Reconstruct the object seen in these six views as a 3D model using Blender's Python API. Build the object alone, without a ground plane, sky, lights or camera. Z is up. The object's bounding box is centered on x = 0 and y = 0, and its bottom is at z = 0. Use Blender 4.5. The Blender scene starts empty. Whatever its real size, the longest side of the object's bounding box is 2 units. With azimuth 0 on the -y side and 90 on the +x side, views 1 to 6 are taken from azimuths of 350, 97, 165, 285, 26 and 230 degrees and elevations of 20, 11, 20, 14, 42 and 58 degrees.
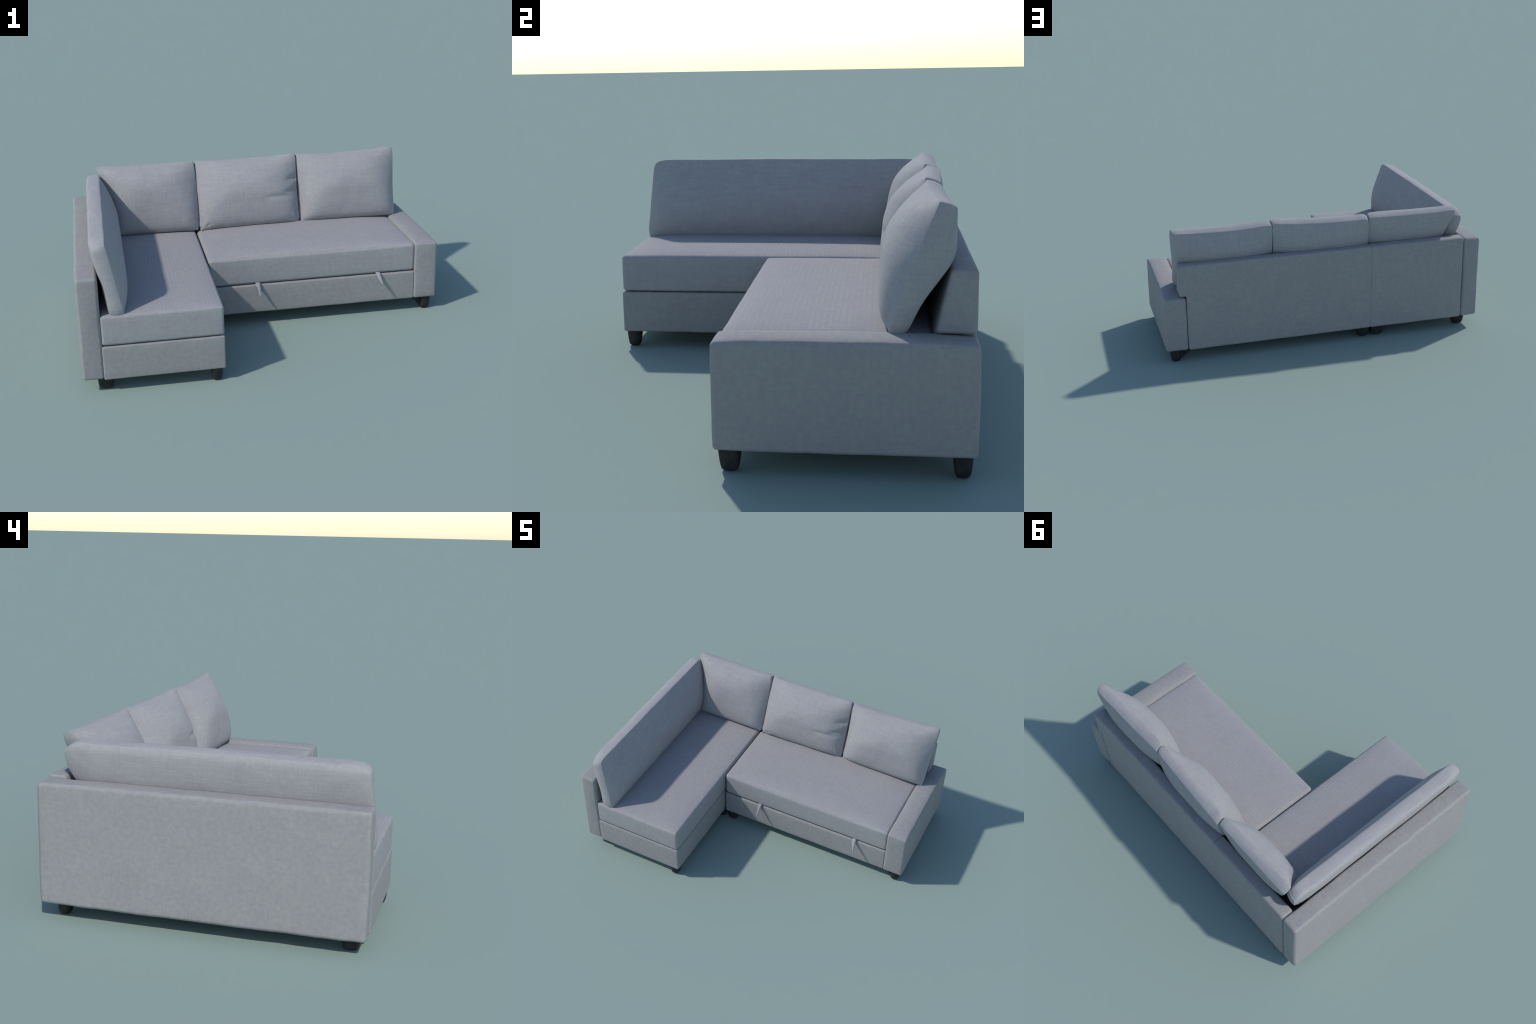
import bpy, bmesh, math
from mathutils import Vector, noise

# ------------------------------------------------------------------ helpers
def link(obj, parent):
    bpy.context.scene.collection.objects.link(obj)
    obj.parent = parent
    return obj

def finish(name, bm, mat, parent, angle=40):
    bmesh.ops.recalc_face_normals(bm, faces=bm.faces)
    me = bpy.data.meshes.new(name)
    bm.to_mesh(me)
    bm.free()
    me.polygons.foreach_set("use_smooth", [True] * len(me.polygons))
    me.set_sharp_from_angle(angle=math.radians(angle))
    me.materials.append(mat)
    return link(bpy.data.objects.new(name, me), parent)

def smoothstep(a, b, x):
    t = min(1.0, max(0.0, (x - a) / (b - a)))
    return t * t * (3 - 2 * t)

def curve(points, x):
    """Smooth 1D profile through control points (Catmull-Rom)."""
    if x <= points[0][0]:
        return points[0][1]
    if x >= points[-1][0]:
        return points[-1][1]
    for i in range(len(points) - 1):
        x0, y0 = points[i]
        x1, y1 = points[i + 1]
        if x <= x1:
            def slope(k):
                a = points[max(0, k - 1)]
                b = points[min(len(points) - 1, k + 1)]
                return (b[1] - a[1]) / (b[0] - a[0])
            h = x1 - x0
            t = (x - x0) / h
            return ((2*t**3 - 3*t**2 + 1) * y0 + (t**3 - 2*t**2 + t) * h * slope(i)
                    + (-2*t**3 + 3*t**2) * y1 + (t**3 - t**2) * h * slope(i + 1))

def axis_samples(lo, hi, r, step):
    n = 5
    arc = [r * (k / n) for k in range(n + 1)]
    inner = max(1, int(round((hi - lo - 2 * r) / step)))
    mid = [lo + r + (hi - lo - 2 * r) * k / inner for k in range(1, inner)]
    return [lo + a for a in arc] + mid + [hi - a for a in reversed(arc)]

def padded_box(name, mat, parent, lo, hi, r, swell=0.003, rough=0.0012,
               step=0.03, deform=None, seed=0.0, crown=0.0):
    """Upholstered block: rounded edges, slightly swollen faces, faint unevenness."""
    lo, hi = Vector(lo), Vector(hi)
    ax = [axis_samples(lo[i], hi[i], r, step) for i in range(3)]
    bm = bmesh.new()
    cache = {}
    def vert(i, j, k):
        key = (i, j, k)
        if key not in cache:
            p = Vector((ax[0][i], ax[1][j], ax[2][k]))
            q = Vector([min(max(p[a], lo[a] + r), hi[a] - r) for a in range(3)])
            d = p - q
            if d.length > 1e-9:
                # cube-to-sphere mapping keeps the arc evenly divided
                m = max(abs(c) for c in d)
                e = Vector([math.tan(c / r * math.pi / 4) for c in d])
                d = e.normalized() * (m / r * r if m < r - 1e-7 else r)
            p2 = q + d
            # swell of each face, zero at its borders
            t = [(p[a] - lo[a]) / (hi[a] - lo[a]) for a in range(3)]
            dome = [max(0.0, 1 - abs(2 * s - 1) ** 4) for s in t]
            n = Vector((0, 0, 0))
            for a in range(3):
                b, c = (a + 1) % 3, (a + 2) % 3
                if p[a] <= lo[a] + 1e-6: n[a] -= dome[b] * dome[c]
                if p[a] >= hi[a] - 1e-6: n[a] += dome[b] * dome[c]
            p2 += n * swell
            if crown and p[2] >= hi[2] - 1e-6:
                p2.z += crown * (1 - abs(2 * t[0] - 1) ** 5) * (1 - abs(2 * t[1] - 1) ** (9 if t[1] < 0.5 else 4))
            if rough:
                w = noise.noise_vector(p * 9 + Vector((seed, 0, 0))) * rough
                w += noise.noise_vector(p * 30 + Vector((seed, 7, 0))) * rough * 0.5
                p2 += w
            if deform:
                p2 = deform(p2)
            cache[key] = bm.verts.new(p2)
        return cache[key]
    N = [len(a) - 1 for a in ax]
    for a in range(3):
        b, c = (a + 1) % 3, (a + 2) % 3
        for side in (0, N[a]):
            for i in range(N[b]):
                for j in range(N[c]):
                    quad = []
                    for (s, t) in ((i, j), (i+1, j), (i+1, j+1), (i, j+1)):
                        idx = [0, 0, 0]
                        idx[a], idx[b], idx[c] = side, s, t
                        quad.append(vert(*idx))
                    bm.faces.new(quad)
    return finish(name, bm, mat, parent, 60)

def stuffed_cushion(name, mat, parent, rim, front, back, nu=84, nv=72, box=6, corner=0.010,
                    smooth=5, puff=0.008, wrinkle=None, rough=0.002, seed=0.0):
    """Boxed cushion. rim(u,v): seam plane of the front; front(u,v), back(u,v):
    offset vectors of the two covers; a boxing strip joins their borders."""
    bm = bmesh.new()
    def jig(p):
        return (noise.noise_vector(p * 8 + Vector((seed, 3, 1))) * rough
                + noise.noise_vector(p * 22 + Vector((seed, 9, 4))) * rough * 0.5)
    F, B = {}, {}
    middle = rim(0.5, 0.5)
    wide = (rim(1, 0.5) - rim(0, 0.5)).length
    tall = (rim(0.5, 1) - rim(0.5, 0)).length
    for i in range(nu + 1):
        for j in range(nv + 1):
            u, v = i / nu, j / nv
            # crowd samples near the seams
            u = 0.5 - 0.5 * math.cos(math.pi * u) * (0.55 + 0.45 * abs(math.cos(math.pi * u)))
            v = 0.5 - 0.5 * math.cos(math.pi * v) * (0.55 + 0.45 * abs(math.cos(math.pi * v)))
            base = rim(u, v)
            eu, ev = min(u, 1 - u) * wide, min(v, 1 - v) * tall
            k = max(0.0, 1 - eu / 0.05) * max(0.0, 1 - ev / 0.05)
            base = base + (middle - base).normalized() * corner * k * k
            p = base + front(u, v)
            if wrinkle:
                p = p + wrinkle(u, v)
            F[i, j] = bm.verts.new(p + jig(p))
            p = base + back(u, v)
            B[i, j] = bm.verts.new(p + jig(p))
    for i in range(nu):
        for j in range(nv):
            bm.faces.new((F[i, j], F[i+1, j], F[i+1, j+1], F[i, j+1]))
            bm.faces.new((B[i, j], B[i, j+1], B[i+1, j+1], B[i+1, j]))
    ring = ([(i, 0) for i in range(nu)] + [(nu, j) for j in range(nv)]
            + [(i, nv) for i in range(nu, 0, -1)] + [(0, j) for j in range(nv, 0, -1)])
    centre = sum((F[k].co for k in ring), Vector()) / len(ring)
    depth = (sum((B[k].co for k in ring), Vector()) / len(ring) - centre).normalized()
    rows = []
    for s in range(box + 1):
        row = []
        for k in ring:
            if s == 0: row.append(F[k])
            elif s == box: row.append(B[k])
            else:
                t = s / box
                p = F[k].co.lerp(B[k].co, t)
                out = (F[k].co - centre)
                out -= depth * out.dot(depth)
                row.append(bm.verts.new(p + out.normalized() * puff * math.sin(math.pi * t)))
        rows.append(row)
    n = len(ring)
    for s in range(box):
        for k in range(n):
            bm.faces.new((rows[s][k], rows[s+1][k], rows[s+1][(k+1) % n], rows[s][(k+1) % n]))
    for _ in range(smooth):
        bmesh.ops.smooth_vert(bm, verts=bm.verts, factor=0.5,
                              use_axis_x=True, use_axis_y=True, use_axis_z=True)
    return finish(name, bm, mat, parent, 70)

# ---------------------------------------------------------------- materials
class Nodes:
    def __init__(self, name):
        self.mat = bpy.data.materials.new(name)
        self.mat.use_nodes = True
        self.t = self.mat.node_tree
        self.bsdf = self.t.nodes["Principled BSDF"]
        self.pos = self.t.nodes.new("ShaderNodeTexCoord").outputs["Object"]
    def put(self, sock, val):
        if isinstance(val, bpy.types.NodeSocket):
            self.t.links.new(val, sock)
        else:
            sock.default_value = val
    def math(self, op, a, b=0.0, c=None):
        n = self.t.nodes.new("ShaderNodeMath")
        n.operation = op
        self.put(n.inputs[0], a)
        self.put(n.inputs[1], b)
        if c is not None: self.put(n.inputs[2], c)
        return n.outputs[0]
    def scaled(self, vec, scale):
        n = self.t.nodes.new("ShaderNodeMapping")
        self.put(n.inputs["Vector"], vec)
        n.inputs["Scale"].default_value = scale
        return n.outputs[0]
    def noise(self, vec, scale, detail=2.0, rough=0.5):
        n = self.t.nodes.new("ShaderNodeTexNoise")
        self.put(n.inputs["Vector"], vec)
        n.inputs["Scale"].default_value = scale
        n.inputs["Detail"].default_value = detail
        n.inputs["Roughness"].default_value = rough
        return n.outputs["Fac"]
    def split(self, vec):
        n = self.t.nodes.new("ShaderNodeSeparateXYZ")
        self.put(n.inputs[0], vec)
        return n.outputs
    def mix(self, fac, a, b):
        n = self.t.nodes.new("ShaderNodeMix")
        n.data_type = 'RGBA'
        self.put(n.inputs[0], fac)
        self.put(n.inputs[6], a)
        self.put(n.inputs[7], b)
        return n.outputs[2]
    def ramp(self, x, lo, hi):
        n = self.t.nodes.new("ShaderNodeMapRange")
        n.interpolation_type = 'SMOOTHSTEP'
        self.put(n.inputs[0], x)
        n.inputs[1].default_value, n.inputs[2].default_value = lo, hi
        return n.outputs[0]

LAVENDER = (0.345, 0.324, 0.342, 1)
SAGE = (0.376, 0.382, 0.366, 1)
SHADE = (0.300, 0.288, 0.300, 1)

def fabric(name, weave=0.6, maze=0.0, tone=1.0, blue=1.0):
    g = Nodes(name)
    c = lambda col: (col[0] * tone, col[1] * tone, col[2] * tone * blue, 1)
    # slubs: threads running along each axis, seen as a faint cross hatch
    up = g.noise(g.scaled(g.pos, (150, 150, 9)), 1.0, 1.0)
    across = g.noise(g.scaled(g.pos, (9, 9, 150)), 1.0, 1.0)
    along = g.noise(g.scaled(g.pos, (9, 150, 150)), 1.0, 1.0)
    beside = g.noise(g.scaled(g.pos, (150, 9, 9)), 1.0, 1.0)
    slub = g.math('MULTIPLY', g.math('ADD', g.math('ADD', up, across), g.math('ADD', along, beside)), 0.25)
    slub = g.ramp(slub, 0.41, 0.59)
    blot = g.ramp(g.noise(g.pos, 46.0, 3.0, 0.6), 0.36, 0.64)
    cloud = g.ramp(g.noise(g.pos, 7.0, 2.0), 0.35, 0.65)
    fac = g.math('ADD', g.math('MULTIPLY', slub, weave), g.math('MULTIPLY', blot, 1 - weave))
    if maze:
        # woven labyrinth: every small cell carries one bar, across or along
        cells = g.scaled(g.pos, (52, 52, 0))
        xyz = g.split(cells)
        fl = g.t.nodes.new("ShaderNodeVectorMath")
        fl.operation = 'FLOOR'
        g.put(fl.inputs[0], cells)
        rnd = g.t.nodes.new("ShaderNodeTexWhiteNoise")
        rnd.noise_dimensions = '2D'
        g.put(rnd.inputs["Vector"], fl.outputs[0])
        pick = g.math('GREATER_THAN', rnd.outputs["Value"], 0.5)
        def bar(s):
            d = g.math('ABSOLUTE', g.math('SUBTRACT', g.math('FRACT', s), 0.5))
            return g.math('SUBTRACT', 1.0, g.ramp(d, 0.15, 0.32))
        bx, by = bar(xyz[0]), bar(xyz[1])
        line = g.math('ADD', g.math('MULTIPLY', bx, pick),
                      g.math('MULTIPLY', by, g.math('SUBTRACT', 1.0, pick)))
        line = g.math('MULTIPLY', line, g.ramp(g.noise(g.pos, 30.0, 2.0), 0.25, 0.6))
        facing = g.t.nodes.new("ShaderNodeTexCoord").outputs["Normal"]
        flat = g.ramp(g.split(facing)[2], 0.75, 0.95)
        k = g.math('MULTIPLY', flat, maze)
        fac = g.math('ADD', g.math('MULTIPLY', fac, g.math('SUBTRACT', 1.0, k)),
                     g.math('MULTIPLY', line, k))
    col = g.mix(fac, c(LAVENDER), c(SAGE))
    col = g.mix(g.math('MULTIPLY', cloud, 0.12), col, c(SHADE))
    g.put(g.bsdf.inputs["Base Color"], col)
    g.bsdf.inputs["Roughness"].default_value = 0.92
    g.bsdf.inputs["Specular IOR Level"].default_value = 0.18
    g.bsdf.inputs["Sheen Weight"].default_value = 0.05
    bump = g.t.nodes.new("ShaderNodeBump")
    bump.inputs["Strength"].default_value = 0.12
    bump.inputs["Distance"].default_value = 0.003
    g.put(bump.inputs["Height"], fac)
    g.put(g.bsdf.inputs["Normal"], bump.outputs[0])
    return g.mat

def plain(name, a, b, rough, scale=40):
    g = Nodes(name)
    g.put(g.bsdf.inputs["Base Color"], g.mix(g.ramp(g.noise(g.pos, scale, 3.0), 0.35, 0.65), a, b))
    g.bsdf.inputs["Roughness"].default_value = rough
    g.bsdf.inputs["Specular IOR Level"].default_value = 0.3
    return g.mat

M_SEAT = fabric("patterned_seat_fabric", 0.5, 0.75, tone=0.96)  # tone lowered a little toward the shading on the seat fronts
M_BODY = fabric("body_fabric", 0.35, tone=0.86, blue=0.985)  # same cloth as the seats, darkened for shade on upright faces
M_CUSHION = fabric("linen_cushion_fabric", 0.7)
M_LEG = plain("black_plastic", (0.016, 0.016, 0.017, 1), (0.030, 0.030, 0.031, 1), 0.6)
M_LINING = plain("black_lining", (0.02, 0.02, 0.022, 1), (0.035, 0.035, 0.038, 1), 0.95)  # near-black, shows as dark lines in the gaps; leg brackets share it
M_STRAP = plain("strap_webbing", (0.29, 0.29, 0.30, 1), (0.36, 0.36, 0.37, 1), 0.9, 90)

# --------------------------------------------------------------------- sofa
sofa = bpy.data.objects.new("corner_sofa", None)
bpy.context.scene.collection.objects.link(sofa)
sofa["label"] = "grey fabric L-shaped corner sofa with chaise and loose cushions"
sofa["category"] = "sofa"

# --- long side panel (tall arm behind the chaise)
padded_box("side_panel", M_BODY, sofa, (-0.997, -0.687, 0.070), (-0.891, 0.688, 0.593), 0.016,
           swell=0.003, rough=0.0025, seed=1.0)

# --- low armrest at the other end
padded_box("armrest", M_BODY, sofa, (0.868, -0.074, 0.074), (0.997, 0.690, 0.403), 0.012,
           swell=0.003, rough=0.0015, seed=2.0, crown=0.008)

# --- chaise: storage box with a padded lid
padded_box("chaise_base", M_BODY, sofa, (-0.8940, -0.690, 0.068), (-0.302, 0.560, 0.2420), 0.008,
           swell=0.002, rough=0.001, seed=3.0)
padded_box("chaise_seat", M_SEAT, sofa, (-0.8930, -0.688, 0.2460), (-0.302, 0.565, 0.399), 0.014,
           swell=0.002, rough=0.001, seed=4.0, crown=0.013)

# --- pull-out section: drawer front below, seat above
drawer = padded_box("pull_out_drawer", M_BODY, sofa, (-0.292, -0.070, 0.075), (0.8700, 0.560, 0.2390), 0.009,
                    swell=0.002, rough=0.001, seed=5.0)
padded_box("seat", M_SEAT, sofa, (-0.292, -0.066, 0.2435), (0.8690, 0.565, 0.399), 0.016,
           swell=0.002, rough=0.001, seed=6.0, crown=0.018)

# dark lining blocks set back behind the seams, showing as dark lines in the gaps
padded_box("dark_gap_filler", M_LINING, sofa, (-0.86, -0.655, 0.10), (-0.33, 0.60, 0.375), 0.004, 0, 0, 0.2)
padded_box("dark_gap_filler", M_LINING, sofa, (-0.33, -0.045, 0.10), (0.90, 0.60, 0.375), 0.004, 0, 0, 0.2)

# --- backrest: two upright frames with a raked front face
def rake(p):
    """Front of the frame leans back towards the top."""
    w = smoothstep(0.67, 0.58, p.y)
    lean = 0.045 * (p.z - 0.40) / 0.20
    return Vector((p.x, p.y + w * max(-0.02, lean), p.z))

def notched_frame(name, mat, parent, seed):
    """L-shaped outline (x,z) extruded through the depth, rounded, then raked."""
    x0, x1, xn = -0.2868, 0.905, 0.8655
    z0, zn, z1 = 0.069, 0.4125, 0.602
    y0, y1 = 0.566, 0.688
    outline = [(x0, z0), (xn, z0), (xn, zn), (x1, zn), (x1, z1), (x0, z1)]
    bm = bmesh.new()
    near = [bm.verts.new((x, y0, z)) for x, z in outline]
    far = [bm.verts.new((x, y1, z)) for x, z in outline]
    bm.faces.new(near)
    bm.faces.new(far[::-1])
    n = len(outline)
    for k in range(n):
        bm.faces.new((near[k], far[k], far[(k+1) % n], near[(k+1) % n]))
    bmesh.ops.recalc_face_normals(bm, faces=bm.faces)
    convex = [e for e in bm.edges if not all(abs(v.co.x - xn) < 1e-5 and abs(v.co.z - zn) < 1e-5 for v in e.verts)]
    bmesh.ops.bevel(bm, geom=convex, offset=0.013, segments=5, profile=0.5, affect='EDGES')
    for axis, lo, hi, step in ((0, x0, x1, 0.04), (2, z0, z1, 0.03)):
        pos = lo + 0.02
        while pos < hi - 0.02:
            nrm = Vector((0, 0, 0)); nrm[axis] = 1
            co = Vector((0, 0, 0)); co[axis] = pos
            bmesh.ops.bisect_plane(bm, geom=bm.verts[:] + bm.edges[:] + bm.faces[:],
                                   plane_co=co, plane_no=nrm)
            pos += step
    for v in bm.verts:
        v.co = rake(v.co + noise.noise_vector(v.co * 9 + Vector((seed, 0, 0))) * 0.0012)
    return finish(name, bm, mat, parent, 35)

notched_frame("backrest", M_BODY, sofa, 8.0)
padded_box("backrest", M_BODY, sofa, (-0.8885, 0.566, 0.069), (-0.2782, 0.6885, 0.602), 0.013,
           swell=0.0015, rough=0.0012, deform=rake, seed=9.0)

# --- three loose back cushions
FRONT_BULGE = [(0.0, -0.020), (0.035, 0.010), (0.10, 0.036), (0.23, 0.060), (0.44, 0.084),
               (0.60, 0.097), (0.76, 0.092), (0.90, 0.062), (0.96, 0.034), (1.0, 0.006)]
BACK_DEPTH = [(0.0, 0.054), (0.05, 0.060), (0.23, 0.072), (0.43, 0.096), (0.56, 0.108),
              (0.78, 0.086), (0.90, 0.068), (1.0, 0.050)]

def back_cushion(bl, br, tl, tr, sag, seed, pinch=(0.006, 0.006), lift=0.0, wrinkle=None, thin=1.0, skew=0.0, low=1.0):
    bl, br, tl, tr = (Vector(c) for c in (bl, br, tl, tr))
    def rim(u, v):
        p = bl.lerp(br, u).lerp(tl.lerp(tr, u), v)
        hump = math.sin(math.pi * u)
        p.z -= sag * hump * v ** 3
        side = math.sin(math.pi * v)
        p.x += pinch[0] * side * (1 - u) ** 3 - pinch[1] * side * u ** 3
        return p
    def front(u, v):
        s = 1 - abs(2 * u - 1) ** (2.6 + 6.0 * smoothstep(0.75, 0.08, v))
        k = low + (1 - low) * smoothstep(0.5, 0.9, v)
        return Vector((0, -curve(FRONT_BULGE, v) * s * k, 0))
    def back(u, v):
        s = 1 - abs(2 * u - 1) ** 3
        d = curve(BACK_DEPTH, v)
        d = 0.048 + (d - 0.048) * thin + (0.030 * s - 0.014) * math.sin(math.pi * v) * thin
        return Vector((skew, d, -0.020 * v))
    return stuffed_cushion("back_cushion", M_CUSHION, sofa, rim, front, back,
                           wrinkle=wrinkle, seed=seed)

def tucks(u, v):
    """Pulled folds at one side of the middle cushion and puckers at its lower corners."""
    d = 0.0
    for v0, w, depth, reach in ((0.66, 0.020, 0.026, 0.84), (0.50, 0.018, 0.024, 0.82), (0.44, 0.03, 0.008, 0.62)):
        d += depth * math.exp(-((v - v0 - 0.10 * (1 - u)) / w) ** 2) * smoothstep(reach, reach + 0.13, u) * smoothstep(1.0, 0.985, u)
    for cu in (0.02, 0.98):
        r = math.hypot((u - cu) * 1.6, v - 0.03)
        if r < 0.2:
            ang = math.atan2(v - 0.03, abs(u - cu) + 1e-4)
            d += 0.009 * math.sin(ang * 9) * smoothstep(0.2, 0.08, r) * smoothstep(0.0, 0.04, r)
    return Vector((0, d, 0))

def slight(u, v):
    d = 0.0
    for v0 in (0.28, 0.36):
        d += 0.004 * math.exp(-((v - v0 + 0.2 * u) / 0.02) ** 2) * smoothstep(0.16, 0.02, u) * smoothstep(0.0, 0.015, u)
    return Vector((0, d, 0))

back_cushion((-0.775, 0.434, 0.405), (-0.284, 0.430, 0.405), (-0.850, 0.590, 0.791), (-0.282, 0.580, 0.792),
             0.006, 11.0, pinch=(0.03, -0.004), thin=0.72, low=0.84)
back_cushion((-0.274, 0.428, 0.401), (0.323, 0.440, 0.405), (-0.272, 0.590, 0.787), (0.326, 0.560, 0.803),
             0.010, 17.0, pinch=(-0.002, 0.004), wrinkle=tucks, skew=-0.006)
back_cushion((0.336, 0.438, 0.405), (0.910, 0.430, 0.406), (0.332, 0.560, 0.799), (0.932, 0.574, 0.804),
             0.013, 23.0, pinch=(0.004, 0.006), wrinkle=slight, skew=-0.016)

# --- one long cushion leaning on the side panel
INNER_BULGE = [(0.0, -0.004), (0.05, 0.014), (0.22, 0.042), (0.45, 0.056), (0.70, 0.041), (0.90, 0.015), (1.0, 0.002)]
OUTER_DEPTH = [(0.0, 0.078), (0.05, 0.080), (0.42, 0.076), (0.72, 0.083), (0.93, 0.079), (1.0, 0.066)]

END_RAKE = [(0.0, 0.500), (0.30, 0.536), (0.52, 0.564), (0.64, 0.582), (0.80, 0.596), (1.0, 0.594)]

def long_cushion():
    bl, br = Vector((-0.776, -0.686, 0.398)), Vector((-0.776, 0.500, 0.398))
    tl, tr = Vector((-0.846, -0.660, 0.757)), Vector((-0.838, 0.592, 0.757))
    def rim(u, v):
        p = bl.lerp(br, u).lerp(tl.lerp(tr, u), v)
        # the far end follows the raked backrest
        p.y += (curve(END_RAKE, v) - (0.500 + 0.092 * v)) * u ** 3
        # rounded upper corners
        for edge, drop in ((u, 0.012), (1 - u, 0.024)):
            k = max(0.0, 1 - edge / 0.055) * max(0.0, (v - 0.84) / 0.16)
            p.z -= drop * k * k
        p.z += 0.001 * math.sin(math.pi * u) * v
        return p
    def front(u, v):
        s = 1 - abs(2 * u - 1) ** 16
        return Vector((curve(INNER_BULGE, v) * s, 0, 0))
    def back(u, v):
        s = 1 - abs(2 * u - 1) ** 12
        return Vector((-(curve(OUTER_DEPTH, v) - 0.016 * (1 - s)), 0.014 * u ** 8 * v, -0.009 * v))
    return stuffed_cushion("long_cushion", M_CUSHION, sofa, rim, front, back, nu=120, nv=48, box=7, smooth=6, puff=0.006, seed=31.0)
long_cushion()

# --- pull straps hanging from the drawer seam
def pull_strap(x, dx, seed):
    bm = bmesh.new()
    spine = [(0.000, -0.060, 0.248, 0.0125, 0.004), (0.000, -0.074, 0.2475, 0.0135, 0.005),
             (0.10, -0.084, 0.240, 0.0120, 0.006), (0.35, -0.096, 0.226, 0.0100, 0.006),
             (0.70, -0.110, 0.210, 0.0070, 0.005), (1.00, -0.123, 0.195, 0.0030, 0.003)]
    rows = []
    for k, (t, y, z, w, h) in enumerate(spine):
        c = Vector((x + dx * t, y, z))
        nrm = Vector((0, -0.707, 0.707)) if k > 1 else Vector((0, -0.2, 0.98))
        row = []
        for a in range(12):
            ang = a / 12 * 2 * math.pi
            p = c + Vector((math.cos(ang) * w, 0, 0)) + nrm * (math.sin(ang) * h)
            p += noise.noise_vector(p * 70 + Vector((seed, 0, 0))) * 0.0035
            row.append(bm.verts.new(p))
        rows.append(row)
    for s in range(len(rows) - 1):
        for a in range(12):
            bm.faces.new((rows[s][a], rows[s][(a+1) % 12], rows[s+1][(a+1) % 12], rows[s+1][a]))
    bm.faces.new(rows[0][::-1])
    bm.faces.new(rows[-1])
    finish("pull_strap", bm, M_STRAP, drawer, 50)
pull_strap(-0.027, 0.004, 2.0)
pull_strap(0.655, 0.014, 5.0)

# --- legs: stubby tapered blocks
def leg(cx, cy, hx, hy, top=0.085, lean=(0, 0)):
    bm = bmesh.new()
    rows = []
    for z, s in ((top, 1.04), (0.055, 1.0), (0.028, 0.91), (0.012, 0.83), (0.004, 0.72), (0.0, 0.56)):
        row = []
        for a in range(16):
            ang = (a + 0.5) / 16 * 2 * math.pi
            ca, sa = math.cos(ang), math.sin(ang)
            # rounded square outline
            px = math.copysign(abs(ca) ** 0.62, ca) * hx * s
            py = math.copysign(abs(sa) ** 0.62, sa) * hy * s
            k = 1 - z / top
            row.append(bm.verts.new((cx + px + lean[0] * k, cy + py + lean[1] * k, z)))
        rows.append(row)
    for s in range(len(rows) - 1):
        for a in range(16):
            bm.faces.new((rows[s][a], rows[s][(a+1) % 16], rows[s+1][(a+1) % 16], rows[s+1][a]))
    bm.faces.new(rows[0])
    bm.faces.new(rows[-1])
    return finish("leg", bm, M_LEG, sofa, 45)

leg(0.945, -0.030, 0.031, 0.034)
leg(0.942, 0.651, 0.031, 0.029)
leg(-0.344, -0.652, 0.030, 0.031)
leg(-0.886, -0.616, 0.042, 0.040)
leg(-0.897, 0.617, 0.044, 0.027)
leg(-0.248, 0.628, 0.040, 0.031)
leg(-0.348, 0.628, 0.047, 0.031, lean=(0.012, 0))
leg(-0.248, -0.032, 0.036, 0.034)
leg(-0.336, -0.040, 0.040, 0.034)

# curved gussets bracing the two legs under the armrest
def leg_bracket(y, arc):
    bm = bmesh.new()
    upper = [(x + 0.004, 0.082) for x, z in arc]
    rows = []
    for dy in (-0.007, 0.007):
        rows.append([bm.verts.new((x, y + dy, z)) for x, z in arc] +
                    [bm.verts.new((x, y + dy, z)) for x, z in reversed(upper)])
    n = len(rows[0])
    bm.faces.new(rows[0]); bm.faces.new(rows[1][::-1])
    for k in range(n):
        bm.faces.new((rows[0][k], rows[1][k], rows[1][(k+1) % n], rows[0][(k+1) % n]))
    finish("leg_bracket", bm, M_LINING, sofa, 40)
leg_bracket(-0.030, [(0.830, 0.076), (0.862, 0.064), (0.888, 0.046), (0.905, 0.026), (0.925, 0.008)])
leg_bracket(0.658, [(0.815, 0.072), (0.850, 0.060), (0.878, 0.042), (0.900, 0.020), (0.925, 0.010)])
